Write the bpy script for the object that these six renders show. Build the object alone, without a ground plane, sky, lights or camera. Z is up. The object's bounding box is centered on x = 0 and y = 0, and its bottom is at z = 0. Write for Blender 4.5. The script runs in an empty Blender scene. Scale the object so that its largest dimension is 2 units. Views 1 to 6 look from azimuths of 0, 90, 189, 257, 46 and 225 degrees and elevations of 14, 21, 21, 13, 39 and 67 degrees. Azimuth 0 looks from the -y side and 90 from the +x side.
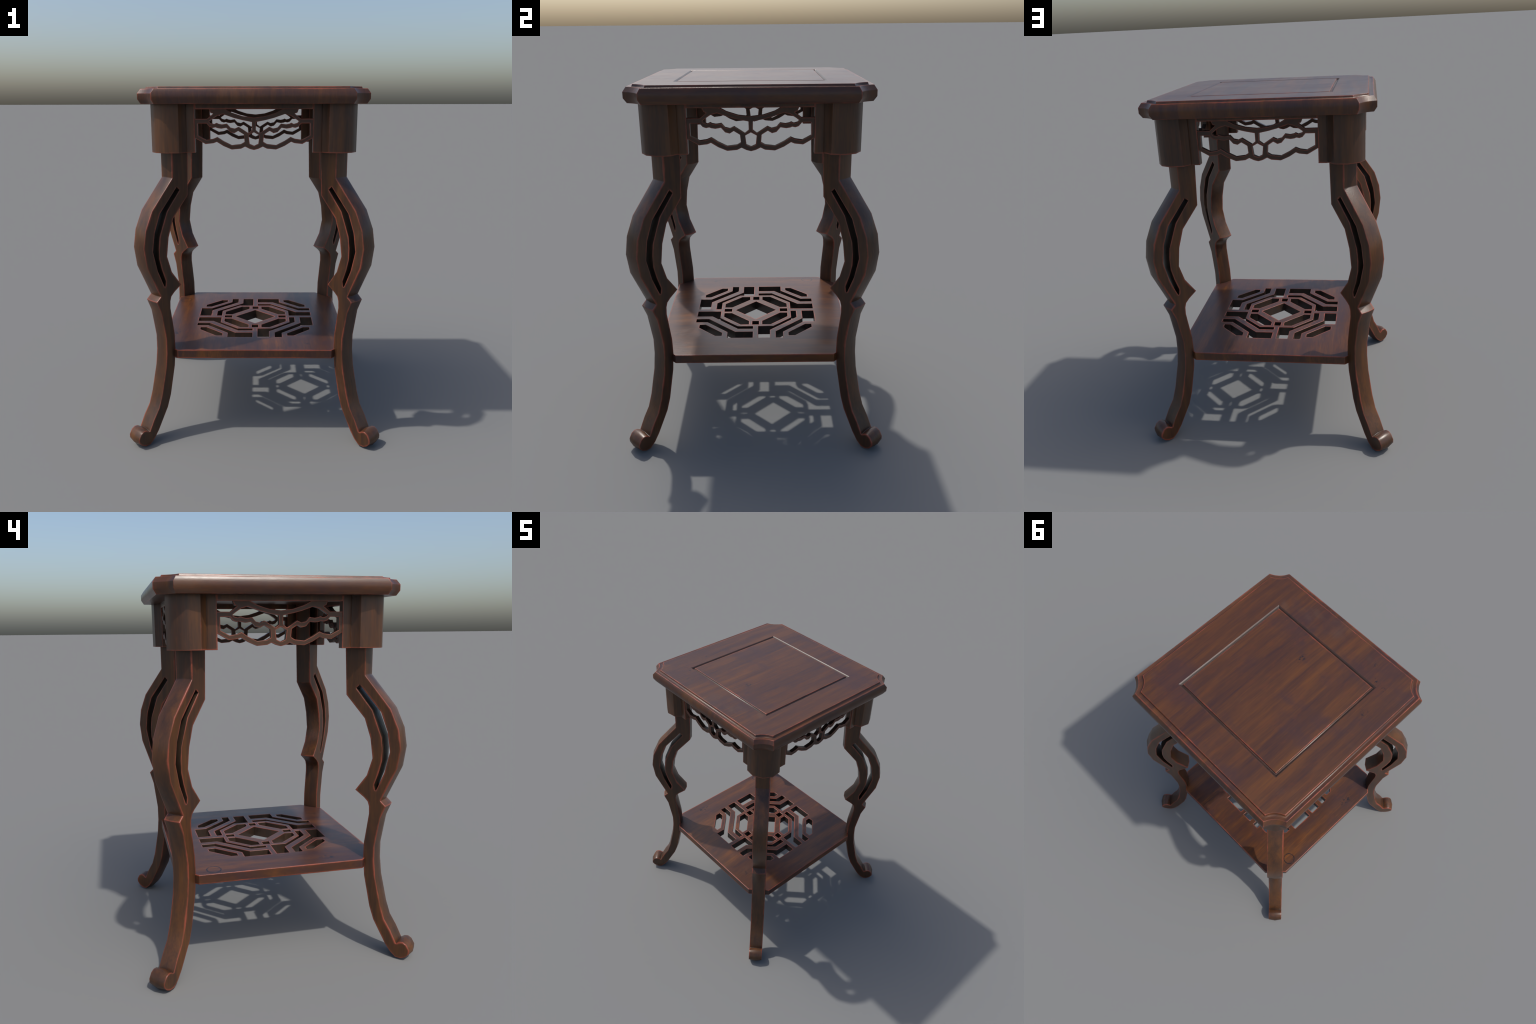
# A carved rosewood side table: square top with scooped corners, four cabriole
# legs on the diagonals, pierced aprons and a pierced lower shelf.
import bpy, bmesh, math
from mathutils import Vector, Matrix
from mathutils.geometry import delaunay_2d_cdt

# ------------------------------------------------------------------ materials
def nd(t, kind, **kw):
    n = t.nodes.new(kind)
    for k, v in kw.items():
        if k == "inp":
            for kk, vv in v.items():
                n.inputs[kk].default_value = vv
        else:
            setattr(n, k, v)
    return n


def math_node(t, op, a, b=None, clamp=False):
    n = t.nodes.new("ShaderNodeMath")
    n.operation = op
    n.use_clamp = clamp
    for i, v in enumerate((a, b)):
        if v is None:
            continue
        if isinstance(v, (int, float)):
            n.inputs[i].default_value = v
        else:
            t.links.new(v, n.inputs[i])
    return n.outputs[0]


def ramp(t, fac, stops, mode="LINEAR"):
    n = t.nodes.new("ShaderNodeValToRGB")
    n.color_ramp.interpolation = mode
    el = n.color_ramp.elements
    while len(el) < len(stops):
        el.new(0.5)
    for e, (p, c) in zip(el, stops):
        e.position = p
        e.color = (c, c, c, 1) if isinstance(c, (int, float)) else (*c, 1)
    t.links.new(fac, n.inputs[0])
    return n.outputs[0]


def mix(t, fac, a, b, blend="MIX"):
    n = t.nodes.new("ShaderNodeMix")
    n.data_type = "RGBA"
    n.blend_type = blend
    for sock, v in ((n.inputs[0], fac), (n.inputs[6], a), (n.inputs[7], b)):
        if isinstance(v, (int, float)):
            sock.default_value = v
        elif isinstance(v, tuple):
            sock.default_value = (*v, 1)
        else:
            t.links.new(v, sock)
    return n.outputs[2]


def smooth(t, val, lo, hi):
    n = t.nodes.new("ShaderNodeMapRange")
    n.interpolation_type = "SMOOTHSTEP"
    n.inputs["From Min"].default_value = lo
    n.inputs["From Max"].default_value = hi
    t.links.new(val, n.inputs["Value"])
    return n.outputs["Result"]


def wood(name, stretch, dark, mid, warm, rough=0.4, spots=None, wear=1.0, vary=False,
         patch=0.5, baked_shade=0.5, reach=0.010, rounding=0.004):
    """Stained rosewood: long grain streaks, reddish rubbed edges, occlusion shade painted into the hollows."""
    m = bpy.data.materials.new(name)
    m.use_nodes = True
    t = m.node_tree
    t.nodes.clear()
    out = nd(t, "ShaderNodeOutputMaterial")
    bsdf = nd(t, "ShaderNodeBsdfPrincipled")
    t.links.new(bsdf.outputs[0], out.inputs[0])
    co = nd(t, "ShaderNodeTexCoord").outputs["Object"]
    base_co = co
    if vary:
        info = nd(t, "ShaderNodeObjectInfo")
        off = nd(t, "ShaderNodeVectorMath", operation="SCALE")
        off.inputs[0].default_value = (7.3, 4.1, 5.7)
        t.links.new(info.outputs["Random"], off.inputs["Scale"])
        add = nd(t, "ShaderNodeVectorMath", operation="ADD")
        t.links.new(co, add.inputs[0])
        t.links.new(off.outputs[0], add.inputs[1])
        co = add.outputs[0]

    def noise(scale_vec, scale, detail=4, rough_=0.55, dist=0.0, vec=None, loc=(0, 0, 0)):
        mp = nd(t, "ShaderNodeMapping")
        mp.inputs["Scale"].default_value = scale_vec
        mp.inputs["Location"].default_value = loc
        t.links.new(vec or co, mp.inputs[0])
        n = nd(t, "ShaderNodeTexNoise", inp={"Scale": scale, "Detail": detail, "Roughness": rough_, "Distortion": dist})
        t.links.new(mp.outputs[0], n.inputs["Vector"])
        return n.outputs["Fac"]

    broad = noise(stretch, 0.55, 4, 0.6, 0.5)
    streak = noise(stretch, 1.7, 5, 0.62, 0.35, loc=(3.1, 1.7, 0.4))
    fine = noise(tuple(s ** 1.15 for s in stretch), 7.0, 4, 0.65, 0.1)
    cloud = noise((1, 1, 1), 3.6, 5, 0.62, 0.2)
    grain = math_node(t, "ADD", math_node(t, "MULTIPLY", broad, 0.46), math_node(t, "MULTIPLY", streak, 0.34))
    grain = math_node(t, "ADD", grain, math_node(t, "MULTIPLY", fine, 0.20))
    col = ramp(t, grain, [(0.38, dark), (0.5, mid), (0.61, warm)])
    # cool purplish patches in the stain, and a dull dusty bloom here and there
    cool = smooth(t, cloud, 0.48, 0.66)
    col = mix(t, math_node(t, "MULTIPLY", cool, patch), col, tuple(c * k for c, k in zip(dark, (1.12, 1.15, 1.3))))
    bloom = smooth(t, noise((1, 1, 1), 2.3, 6, 0.7, 0.3, loc=(5, 2, 1)), 0.56, 0.74)
    col = mix(t, math_node(t, "MULTIPLY", bloom, 0.42), col, (0.086, 0.045, 0.028))
    mottle = smooth(t, noise(tuple(s ** 0.45 for s in stretch), 9.0, 4, 0.65, 0.4, loc=(8, 1, 6)), 0.52, 0.68)
    col = mix(t, math_node(t, "MULTIPLY", mottle, 0.28), col, (0.105, 0.031, 0.010))
    pores = smooth(t, noise(tuple(s * 1.4 for s in stretch), 16.0, 2, 0.5), 0.6, 0.75)
    col = mix(t, math_node(t, "MULTIPLY", pores, 0.18), col, tuple(c * 0.5 for c in dark))
    # contact shadow baked into the base colour wherever occlusion is high
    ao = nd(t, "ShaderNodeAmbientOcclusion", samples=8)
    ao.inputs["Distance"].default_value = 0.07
    shade_mask = smooth(t, ao.outputs["AO"], 0.72, 0.22)
    col = mix(t, math_node(t, "MULTIPLY", shade_mask, baked_shade), col, (0.011, 0.008, 0.005))
    # edges rubbed back to red wood
    inside = nd(t, "ShaderNodeAmbientOcclusion", samples=12, inside=True, only_local=True)
    inside.inputs["Distance"].default_value = reach
    ragged = noise((1, 1, 1), 20, 5, 0.7)
    near = math_node(t, "SUBTRACT", 1.0, inside.outputs["AO"])
    rubbed = smooth(t, noise((1, 1, 1), 5.0, 3, 0.6, loc=(6, 2, 3)), 0.3, 0.66)
    wander = math_node(t, "MULTIPLY", math_node(t, "SUBTRACT", ragged, 0.5), 0.45)
    wander = math_node(t, "ADD", wander, math_node(t, "MULTIPLY", math_node(t, "SUBTRACT", rubbed, 0.5), 0.14))
    edge = smooth(t, math_node(t, "ADD", near, wander), 0.1, 0.38)
    edge = math_node(t, "MULTIPLY", edge, smooth(t, near, 0.01, 0.1))
    edge = math_node(t, "MULTIPLY", edge, math_node(t, "ADD", 0.62, math_node(t, "MULTIPLY", rubbed, 0.5)))
    edge = math_node(t, "MULTIPLY", edge, wear, clamp=True)
    col = mix(t, math_node(t, "MULTIPLY", edge, 0.9), col, (0.25, 0.058, 0.032))
    # nicks of red and specks of black
    nick = smooth(t, noise((1, 1, 1), 34, 2, 0.5, loc=(2, 9, 4)), 0.75, 0.82)
    col = mix(t, math_node(t, "MULTIPLY", nick, 0.45), col, (0.15, 0.035, 0.02))
    for spot in spots or ():
        sep = nd(t, "ShaderNodeVectorMath", operation="SUBTRACT")
        t.links.new(base_co, sep.inputs[0])
        sep.inputs[1].default_value = spot["at"]
        sc = nd(t, "ShaderNodeVectorMath", operation="MULTIPLY")
        t.links.new(sep.outputs[0], sc.inputs[0])
        sc.inputs[1].default_value = spot.get("squash", (1, 1, 1))
        ln = nd(t, "ShaderNodeVectorMath", operation="LENGTH")
        t.links.new(sc.outputs[0], ln.inputs[0])
        d = ln.outputs["Value"]
        if "ring" in spot:
            r = spot["ring"]
            band = math_node(t, "ABSOLUTE", math_node(t, "SUBTRACT", d, r))
            k = smooth(t, band, 0.005, 0.0015)
            k = math_node(t, "MULTIPLY", k, smooth(t, noise((1, 1, 1), 24, 3, 0.6, loc=(1, 3, 8)), 0.3, 0.5))
        else:
            k = smooth(t, d, spot["size"], spot["size"] * 0.25)
            k = math_node(t, "MULTIPLY", k, smooth(t, noise((1, 0.7, 1), spot.get("scale", 60), 3, 0.6, loc=(4, 2, 7)), 0.5, 0.6))
        col = mix(t, math_node(t, "MULTIPLY", k, spot.get("amount", 0.95)), col, (0.008, 0.008, 0.012))
    t.links.new(col, bsdf.inputs["Base Color"])
    rg = math_node(t, "ADD", rough - 0.1, math_node(t, "MULTIPLY", cloud, 0.16))
    rg = math_node(t, "ADD", rg, math_node(t, "MULTIPLY", bloom, 0.08))
    t.links.new(rg, bsdf.inputs["Roughness"])
    bsdf.inputs["Specular IOR Level"].default_value = 0.44
    # soft rounding of every arris plus a little grain relief
    bev = nd(t, "ShaderNodeBevel", samples=6)
    bev.inputs["Radius"].default_value = rounding
    bump = nd(t, "ShaderNodeBump", inp={"Strength": 0.12, "Distance": 0.004})
    t.links.new(fine, bump.inputs["Height"])
    t.links.new(bev.outputs[0], bump.inputs["Normal"])
    t.links.new(bump.outputs[0], bsdf.inputs["Normal"])
    return m


DARK, MID, WARM = (0.037, 0.0165, 0.0150), (0.064, 0.0250, 0.0122), (0.102, 0.0375, 0.0110)
LEG_DARK, LEG_MID, LEG_WARM = (0.031, 0.0155, 0.0100), (0.062, 0.0262, 0.0112), (0.102, 0.0390, 0.0110)

top_marks = [
    dict(at=(-0.282, -0.491, 2.0), size=0.03), dict(at=(-0.356, -0.417, 2.0), size=0.022),
    dict(at=(-0.423, -0.402, 2.0), size=0.02), dict(at=(-0.45, -0.22, 2.0), size=0.032),
    dict(at=(0.032, -0.225, 2.0), size=0.04, squash=(1.6, 0.8, 1)),
]
shelf_marks = [
    dict(at=(-0.497, 0.358, 0.545), ring=0.037),
    dict(at=(-0.474, -0.268, 0.545), size=0.05, squash=(1.4, 0.6, 1), scale=70),
    dict(at=(0.31, -0.46, 0.545), size=0.03, amount=0.5),
]
WOOD_TOP = wood("rosewood_top", (19, 1.15, 3), DARK, MID, WARM, rough=0.36, spots=top_marks, baked_shade=0.9, patch=0.62)
WOOD_SHELF = wood("rosewood_shelf", (14, 1.4, 4), DARK, MID, (0.128, 0.045, 0.0110), rough=0.33, spots=shelf_marks, patch=0.6, baked_shade=0.9, reach=0.0095, rounding=0.005)
WOOD_LEG = wood("rosewood_leg", (15, 15, 1.1), LEG_DARK, LEG_MID, LEG_WARM, rough=0.33, vary=True, baked_shade=0.85, patch=0.3, reach=0.013, rounding=0.007)
WOOD_BLOCK = wood("rosewood_block", (15, 15, 1.2), LEG_DARK, LEG_MID, LEG_WARM, rough=0.42, vary=True, wear=0.85, baked_shade=0.6, patch=0.2)
WOOD_FRET = wood("rosewood_fretwork", (4, 8, 6), LEG_DARK, tuple(c * 0.9 for c in LEG_MID), LEG_MID, rough=0.5, vary=True, baked_shade=0.9, reach=0.006)

WOOD_CUT_DARKENED = wood("rosewood_wall_darkened", (8, 8, 4), (0.026, 0.0165, 0.0115), (0.037, 0.0225, 0.0145), (0.052, 0.031, 0.019),  # darker, browner version of the wood colour, used on the walls of holes and slits
                rough=0.38, vary=True, baked_shade=0.7, reach=0.004, wear=0.5, patch=0.2)
WOOD_GROOVE_DARKENED = wood("rosewood_groove_darkened", (8, 3, 4), (0.034, 0.021, 0.018), (0.046, 0.027, 0.02), (0.058, 0.032, 0.022),  # wood tint lowered to draw the shadowed band round the inset panel
                   rough=0.38, baked_shade=0.6, reach=0.004, wear=0.5, patch=0.2)


# ------------------------------------------------------------------ mesh helpers
def make_object(name, verts, faces, mat, parent=None, angle=40, second=None, in_second=None, crease=None):
    me = bpy.data.meshes.new(name)
    me.from_pydata([tuple(v) for v in verts], [], [tuple(f) for f in faces])
    me.validate()
    bm = bmesh.new()
    bm.from_mesh(me)
    bmesh.ops.recalc_face_normals(bm, faces=bm.faces)
    bm.to_mesh(me)
    bm.free()
    me.update()
    me.materials.append(mat)
    if second:
        me.materials.append(second)
        for p in me.polygons:
            p.material_index = int(in_second(p))
    me.shade_smooth()
    me.set_sharp_from_angle(angle=math.radians(angle))
    if crease:
        sharp = me.attributes["sharp_edge"].data
        for e in me.edges:
            if crease(*(me.vertices[i].co for i in e.vertices)):
                sharp[e.index].value = True
    ob = bpy.data.objects.new(name, me)
    bpy.context.scene.collection.objects.link(ob)
    if parent:
        ob.parent = parent
    return ob


def triangulate(outer, holes=()):
    """Constrained Delaunay triangles of a polygon with holes, and the loops they use."""
    pts, edges = [], []
    for loop in (outer, *holes):
        s, n = len(pts), len(loop)
        pts += [Vector(p[:2]) for p in loop]
        edges += [(s + i, s + (i + 1) % n) for i in range(n)]
    v, _, f, _, _, _ = delaunay_2d_cdt(pts, edges, [], 0, 1e-6)
    loops = (outer, *holes)

    def solid(c):
        inside = False
        for loop in loops:
            for (x0, y0), (x1, y1) in zip(loop, loop[1:] + loop[:1]):
                if (y0 > c.y) != (y1 > c.y) and c.x < x0 + (c.y - y0) * (x1 - x0) / (y1 - y0):
                    inside = not inside
        return inside

    fixed = []
    for tri in f:
        a, b, c = (v[i] for i in tri[:3])
        if not solid((a + b + c) / 3):
            continue
        cr = (b - a).cross(c - a)
        fixed.append(tuple(tri) if cr > 0 else tuple(reversed(tri)))
    return [tuple(p) for p in v], fixed


def border(faces):
    used = {}
    for f in faces:
        for a, b in zip(f, f[1:] + f[:1]):
            used[(a, b)] = used.get((a, b), 0) + 1
    return [(a, b) for (a, b) in used if (b, a) not in used]


def prism(name, outer, holes, place_low, place_high, mat, parent, walls=None):
    """Plate with holes: the 2D outline is put in space by place_low / place_high."""
    v, tri = triangulate(outer, holes)
    n = len(v)
    verts = [place_low(p) for p in v] + [place_high(p) for p in v]
    faces = [tuple(reversed(f)) for f in tri] + [tuple(i + n for i in f) for f in tri]
    faces += [(a, b, b + n, a + n) for a, b in border(tri)]
    thick = (Vector(place_high((0, 0))) - Vector(place_low((0, 0)))).normalized()
    return make_object(name, verts, faces, mat, parent, 30, walls, lambda p: abs(p.normal.dot(thick)) < 0.5)


def repeat(first, turns):
    for k in turns:
        ob = first.copy()
        ob.matrix_basis = Matrix.Rotation(math.radians(90 * k), 4, "Z") @ first.matrix_basis
        bpy.context.scene.collection.objects.link(ob)


def quarter_turn(p, k):
    x, y = p
    for _ in range(k % 4):
        x, y = -y, x
    return (x, y)


root = bpy.data.objects.new("side_table", None)
bpy.context.scene.collection.objects.link(root)
root["label"] = "dark carved rosewood side table with pierced shelf and aprons"
root["category"] = "side table"


# ------------------------------------------------------------------ table top
def scooped_square(half, cut, sag, seg=4):
    """Square outline whose corners are cut by shallow hollow arcs."""
    out = []
    for k in range(4):
        a, b = Vector((half, half - cut)), Vector((half - cut, half))
        inward = Vector((-1, -1)).normalized()
        for i in range(seg + 1):
            u = i / seg
            p = a.lerp(b, u) + inward * sag * 4 * u * (1 - u)
            out.append(quarter_turn(p, k))
    return out


edge_profile = [  # half size, corner cut, scoop depth, height
    (0.5950, 0.0816, 0.0130, 1.9127),
    (0.6102, 0.0856, 0.0150, 1.9367),
    (0.6102, 0.0856, 0.0150, 1.9663),
    (0.5945, 0.0830, 0.0130, 1.9900),
    (0.5800, 0.0782, 0.0120, 1.9860),
    (0.5755, 0.0766, 0.0120, 1.9862),
    (0.5713, 0.0748, 0.0120, 1.9888),
    (0.5692, 0.0740, 0.0120, 1.9925),
    (0.5666, 0.0730, 0.0120, 2.0000),
]
rings = [[(x, y, z) for x, y in scooped_square(h, c, s)] for h, c, s, z in edge_profile]
n = len(rings[0])
verts = [p for r in rings for p in r]
faces = [tuple(reversed(range(n)))]
for r in range(len(rings) - 1):
    for i in range(n):
        j = (i + 1) % n
        faces.append((r * n + i, r * n + j, (r + 1) * n + j, (r + 1) * n + i))
groove = [(0.3866, 2.0), (0.3800, 1.9957), (0.3764, 1.9893), (0.3700, 1.9885)]
square = lambda h: [(h, -h), (h, h), (-h, h), (-h, -h)]
tv, tf = triangulate(scooped_square(0.5666, 0.073, 0.012), [list(reversed(square(0.3866)))])
# the flat border is welded to the last ring by position
index = {}
for i, p in enumerate(rings[-1]):
    index[(round(p[0], 4), round(p[1], 4))] = (len(rings) - 1) * n + i
remap = []
for p in tv:
    key = (round(p[0], 4), round(p[1], 4))
    if key not in index:
        index[key] = len(verts)
        verts.append((p[0], p[1], 2.0))
    remap.append(index[key])
faces += [tuple(remap[i] for i in f) for f in tf]
prev = [index[(round(x, 4), round(y, 4))] for x, y in square(0.3866)]
for h, z in groove[1:]:
    cur = []
    for x, y in square(h):
        cur.append(len(verts))
        verts.append((x, y, z))
    faces += [(prev[i], prev[(i + 1) % 4], cur[(i + 1) % 4], cur[i]) for i in range(4)]
    prev = cur
faces.append(tuple(prev))
in_groove = lambda p: max(abs(p.center.x), abs(p.center.y)) < 0.3866 and p.center.z > 1.95 and p.center.z < 1.9995
on_lip = lambda a, b: min(max(abs(a.x), abs(a.y)), max(abs(b.x), abs(b.y))) > 0.3860 and max(abs(a.x), abs(a.y), abs(b.x), abs(b.y)) < 0.3870
tabletop = make_object("tabletop", verts, faces, WOOD_TOP, root, 35, WOOD_GROOVE_DARKENED, in_groove, on_lip)

steps = [(0.3745, 1.9700), (0.3745, 1.9896), (0.3708, 1.9917), (0.3689, 1.9955), (0.3672, 1.9998)]
pv = [(x, y, z) for h, z in steps for x, y in square(h)]
pf = [(3, 2, 1, 0), (16, 17, 18, 19)]
pf += [(4 * k + i, 4 * k + (i + 1) % 4, 4 * k + 4 + (i + 1) % 4, 4 * k + 4 + i) for k in range(4) for i in range(4)]
make_object("inset_panel", pv, pf, WOOD_TOP, tabletop, 48, WOOD_GROOVE_DARKENED, lambda p: p.center.z < 1.9945)


# ------------------------------------------------------------------ legs
LEG_HALF, LEG_BULGE, SLIT_BULGE = 0.0488, 0.0085, 0.0085
leg_outline = [  # distance from the axis along the diagonal, height
    # inner side, downwards
    (0.5620, 1.9300), (0.5640, 1.6550), (0.5740, 1.4186), (0.6788, 1.3020), (0.7136, 1.2001),
    (0.7282, 1.0954), (0.6998, 1.0017), (0.6378, 0.9157), (0.6877, 0.8812), (0.7093, 0.8606),
    (0.7176, 0.8346), (0.7190, 0.7936), (0.6958, 0.6287), (0.6942, 0.5434), (0.7030, 0.4418),
    (0.7386, 0.2701), (0.7634, 0.1978), (0.8332, 0.0758), (0.8643, 0.0340), (0.8961, 0.0085),
    # scroll foot
    (0.9260, 0.0083), (0.9520, 0.0220), (0.9690, 0.0440), (0.9690, 0.0640), (0.9520, 0.0920),
    (0.9330, 0.1020), (0.9140, 0.0990), (0.8945, 0.0850),
    # outer side, upwards
    (0.8611, 0.1501), (0.8235, 0.2080), (0.7985, 0.2825), (0.7640, 0.4360), (0.7540, 0.5285),
    (0.7537, 0.6170), (0.7800, 0.7760), (0.8080, 0.8455), (0.7784, 0.8719),
    (0.8605, 1.0530), (0.8757, 1.1600), (0.8600, 1.2560), (0.8140, 1.3570), (0.6731, 1.5221),
    (0.6733, 1.9300),
]
slit = [
    (0.6467, 1.4741), (0.7657, 1.3385), (0.8045, 1.2387), (0.8209, 1.1362), (0.7947, 1.0249),
    (0.7532, 0.9250), (0.7463, 0.9251), (0.7411, 0.9555), (0.7652, 1.0246), (0.7799, 1.0871),
    (0.7807, 1.1474), (0.7720, 1.2124), (0.7398, 1.2930), (0.7178, 1.3459), (0.6268, 1.4549),
]


def swell(loop, amount):
    """Push a counter-clockwise loop outwards along its corner normals."""
    out = []
    for i, p in enumerate(loop):
        a, b, c = Vector(loop[i - 1]), Vector(p), Vector(loop[(i + 1) % len(loop)])
        e0, e1 = (b - a).normalized(), (c - b).normalized()
        nrm = Vector((e0.y, -e0.x)) + Vector((e1.y, -e1.x))
        nrm = nrm.normalized() if nrm.length > 1e-6 else Vector((e1.y, -e1.x))
        out.append(tuple(b + nrm * amount))
    return out


signed = lambda lp: sum(a[0] * b[1] - b[0] * a[1] for a, b in zip(lp, lp[1:] + lp[:1]))
slit_area = signed(slit)
area = sum(a[0] * b[1] - b[0] * a[1] for a, b in zip(leg_outline, leg_outline[1:] + leg_outline[:1]))
if area < 0:
    leg_outline.reverse()
ridge = swell(leg_outline, LEG_BULGE)
tv, tf = triangulate(leg_outline, [slit])
N = len(tv)
verts = [(p[0], -LEG_HALF, p[1]) for p in tv] + [(p[0], LEG_HALF, p[1]) for p in tv]
faces = [tuple(f) for f in tf] + [tuple(reversed([i + N for i in f])) for f in tf]
where = {(round(p[0], 5), round(p[1], 5)): i for i, p in enumerate(tv)}
loop = [where[(round(p[0], 5), round(p[1], 5))] for p in leg_outline]
ridge_at = len(verts)
verts += [(p[0], 0.0, p[1]) for p in ridge]
L = len(loop)
for i in range(L):
    j = (i + 1) % L
    faces.append((loop[j], loop[i], ridge_at + i, ridge_at + j))
    faces.append((ridge_at + j, ridge_at + i, loop[i] + N, loop[j] + N))
ring = [where[(round(p[0], 5), round(p[1], 5))] for p in slit]
# the walls of the slit swell into it in the same way
mid_at = len(verts)
shrunk = swell(list(reversed(slit)) if slit_area > 0 else slit, SLIT_BULGE)
shrunk = list(reversed(shrunk)) if slit_area > 0 else shrunk
verts += [(p[0], 0.0, p[1]) for p in shrunk]
M = len(ring)
for i in range(M):
    j = (i + 1) % M
    faces.append((ring[i], ring[j], mid_at + j, mid_at + i))
    faces.append((mid_at + i, mid_at + j, ring[j] + N, ring[i] + N))
lowest = min(v[2] for v in verts)
verts = [(v[0], v[1], v[2] - lowest if v[2] < 0.06 else v[2]) for v in verts]
wall_spots = {(round(p[0], 4), round(p[1], 4)) for p in slit} | {(round(p[0], 4), round(p[1], 4)) for p in shrunk}
in_slit = lambda p: all((round(leg_verts[i][0], 4), round(leg_verts[i][2], 4)) in wall_spots for i in p.vertices) and abs(p.normal.y) < 0.7
leg_verts = verts
leg = make_object("leg", verts, faces, WOOD_LEG, root, 37, WOOD_CUT_DARKENED, in_slit)
leg.matrix_basis = Matrix.Rotation(math.radians(45), 4, "Z")
repeat(leg, (1, 2, 3))


# ------------------------------------------------------------------ corner blocks, apron rails
FACE, BACK, END = 0.508, 0.463, 0.3145
BLOCK_LOW, UNDER = 1.6585, 1.9127
half_block = [(END, FACE), (0.3565, FACE), (0.3640, 0.5030), (0.3710, 0.5085), (0.396, 0.543), (0.4625, 0.553)]  # small notch beside the flange, modelled to give the join's soft dark shading
block_outline = half_block + [(0.5205, 0.5205)] + [(y, x) for x, y in reversed(half_block)]
block_outline += [(BACK, END), (BACK, 0.385), (0.385, BACK), (END, BACK)]
block = prism("corner_block", list(reversed(block_outline)), [], lambda p: (p[0], p[1], BLOCK_LOW),
              lambda p: (p[0], p[1], UNDER + 0.008), WOOD_BLOCK, root)
block.data.set_sharp_from_angle(angle=math.radians(42))
repeat(block, (1, 2, 3))

OPEN_TOP = 1.8854
rail_outline = [(-END, OPEN_TOP), (END, OPEN_TOP), (END, UNDER + 0.006), (-END, UNDER + 0.006)]
rail = prism("apron_rail", rail_outline, [], lambda p: (p[0], -BACK, p[1]), lambda p: (p[0], -FACE, p[1]), WOOD_BLOCK, root)
repeat(rail, (1, 2, 3))

# ------------------------------------------------------------------ pierced aprons
def mirrored(half):
    """Close a half outline about x = 0; points on the axis are kept once."""
    return half + [(-x, z) for x, z in reversed(half) if abs(x) > 1e-4]


TUCK = 0.0025
lower_edge = [(-0.3145, 1.7362), (-0.2585, 1.7043), (-0.2157, 1.7090), (-0.1985, 1.7160), (-0.1631, 1.6941),
              (-0.1189, 1.6755), (-0.0693, 1.6797), (-0.0472, 1.6906), (-0.0232, 1.6788), (0.0, 1.6729)]
upper_edge = [(0.0, 1.8424), (-0.0613, 1.8494), (-0.1184, 1.8675), (-0.1552, OPEN_TOP + TUCK), (-0.2380, OPEN_TOP + TUCK),
              (-0.2296, 1.8669), (-0.2159, 1.8628), (-0.2488, 1.8360), (-END - TUCK, 1.8363), (-END - TUCK, 1.7375)]
left = upper_edge + lower_edge[1:]
outline = left + [(-x, z) for x, z in reversed(left) if abs(x) > 1e-4]
eye = [(-0.1640, 1.8602), (-0.1962, 1.8512), (-0.2218, 1.8348), (-0.2390, 1.8222), (-0.2307, 1.8134), (-0.2122, 1.8087),
       (-0.1993, 1.8150), (-0.1901, 1.8100), (-0.1716, 1.8064), (-0.1444, 1.8105), (-0.1261, 1.7901), (-0.1024, 1.7847),
       (-0.0820, 1.7942), (-0.0297, 1.7609), (-0.0100, 1.7763), (-0.0108, 1.8190), (-0.0614, 1.8290), (-0.1052, 1.8400)]
cloud_hole = [(-0.2990, 1.8118), (-0.2510, 1.8118), (-0.2361, 1.7944), (-0.2193, 1.7886), (-0.2040, 1.7919), (-0.1939, 1.7877),
              (-0.1736, 1.7848), (-0.1464, 1.7893), (-0.1264, 1.7668), (-0.1044, 1.7610), (-0.0839, 1.7731), (-0.0535, 1.7543),
              (-0.0500, 1.7150), (-0.0700, 1.7034), (-0.1187, 1.6976), (-0.1644, 1.7200), (-0.1964, 1.7408), (-0.2187, 1.7311),
              (-0.2546, 1.7260), (-0.2990, 1.7490)]
bud = mirrored([(0.0, 1.7655), (-0.0289, 1.7501), (-0.0231, 1.7045), (0.0, 1.6940)])
flip = lambda loop: [(-x, z) for x, z in reversed(loop)]
fret = prism("pierced_apron", outline, [eye, flip(eye), cloud_hole, flip(cloud_hole), bud],
             lambda p: (p[0], -0.4775, p[1]), lambda p: (p[0], -0.5045, p[1]), WOOD_FRET, root, WOOD_CUT_DARKENED)
repeat(fret, (1, 2, 3))

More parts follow.
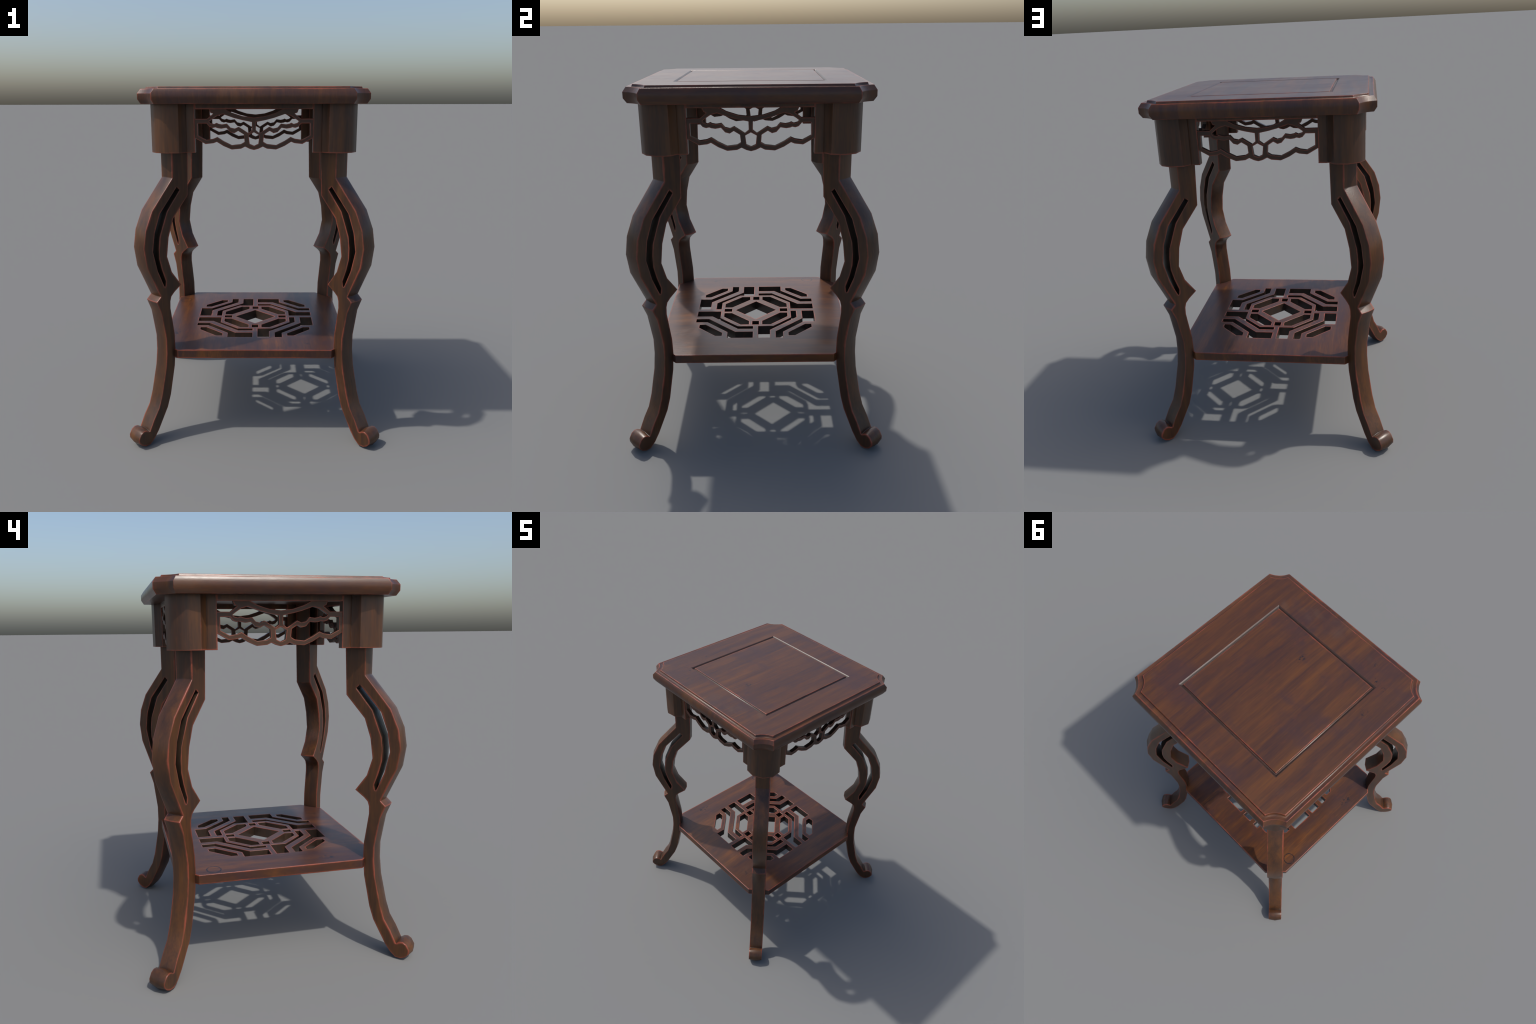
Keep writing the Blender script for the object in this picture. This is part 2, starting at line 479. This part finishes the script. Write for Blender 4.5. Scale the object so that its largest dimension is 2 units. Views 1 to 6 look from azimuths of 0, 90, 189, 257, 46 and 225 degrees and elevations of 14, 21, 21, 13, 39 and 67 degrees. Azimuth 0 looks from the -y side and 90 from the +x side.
# ------------------------------------------------------------------ pierced shelf
S, E_ = 0.5500, 0.4420        # half size and half length of a side between the clipped corners
B, O = 0.3670, 0.2215         # extent of the pierced field and of its central octagon
quarter_holes = [
    # long hole above the fret bar
    [(0.0150, B), (0.1655, B), (0.1655, 0.2960), (0.2960, 0.1650), (B, 0.1650), (B, 0.1220), (0.2900, 0.1220), (0.1205, 0.2920), (0.0150, 0.2920)],
    # long hole below it, beside the octagon
    [(0.0150, 0.2550), (0.1050, 0.2550), (0.2710, 0.0870), (B, 0.0870), (B, 0.0165), (O, 0.0165), (O, 0.1080), (0.1080, O), (0.0150, O)],
    # corner slot
    [(0.1980, 0.3410), (0.2360, 0.3410), (0.3410, 0.2360), (0.3410, 0.1980), (0.3040, 0.1980), (0.1980, 0.3040)],
    # slot inside the octagon, and the little square next to it
    [(0.0410, 0.1990), (0.0920, 0.1990), (0.1990, 0.0920), (0.1990, 0.0410), (0.1530, 0.0410), (0.0410, 0.1530)],
    [(-0.0205, 0.1530), (0.0205, 0.1530), (0.0205, 0.2010), (-0.0205, 0.2010)],
]
holes = [[quarter_turn(p, k) for p in h] for h in quarter_holes for k in range(4)]
holes.append([quarter_turn((0.1285, 0), k) for k in range(4)])
shelf_outline = []
for k in range(4):
    shelf_outline += [quarter_turn((S, -E_), k), quarter_turn((S, E_), k)]
crown = [(x * 0.42 / S, y * 0.42 / S) for x, y in shelf_outline]
SHELF_TOP, SHELF_EDGE, SHELF_LOW = 0.5490, 0.5420, 0.4925
# the pierced field is flat; the border falls away slightly to the rim
v, tri = triangulate(crown, holes)
n = len(v)
verts = [(x, y, SHELF_TOP) for x, y in v] + [(x, y, SHELF_LOW) for x, y in v]
faces = list(tri) + [tuple(reversed([i + n for i in f])) for f in tri]
spot = {(round(x, 5), round(y, 5)): i for i, (x, y) in enumerate(v)}
rim = [spot[(round(x, 5), round(y, 5))] for x, y in crown]
rim_set = set(rim)
for a, b in border(tri):
    if not (a in rim_set and b in rim_set):
        faces.append((b, a, a + n, b + n))
hi = len(verts)
verts += [(x, y, SHELF_EDGE) for x, y in shelf_outline] + [(x, y, SHELF_LOW) for x, y in shelf_outline]
for i in range(8):
    j = (i + 1) % 8
    faces.append((rim[i], hi + i, hi + j, rim[j]))
    faces.append((hi + j, hi + i, hi + 8 + i, hi + 8 + j))
    faces.append((rim[j] + n, hi + 8 + j, hi + 8 + i, rim[i] + n))
in_hole = lambda p: abs(p.normal.z) < 0.5 and max(abs(p.center.x), abs(p.center.y)) < 0.4
make_object("shelf", verts, faces, WOOD_SHELF, root, 25, WOOD_CUT_DARKENED, in_hole)
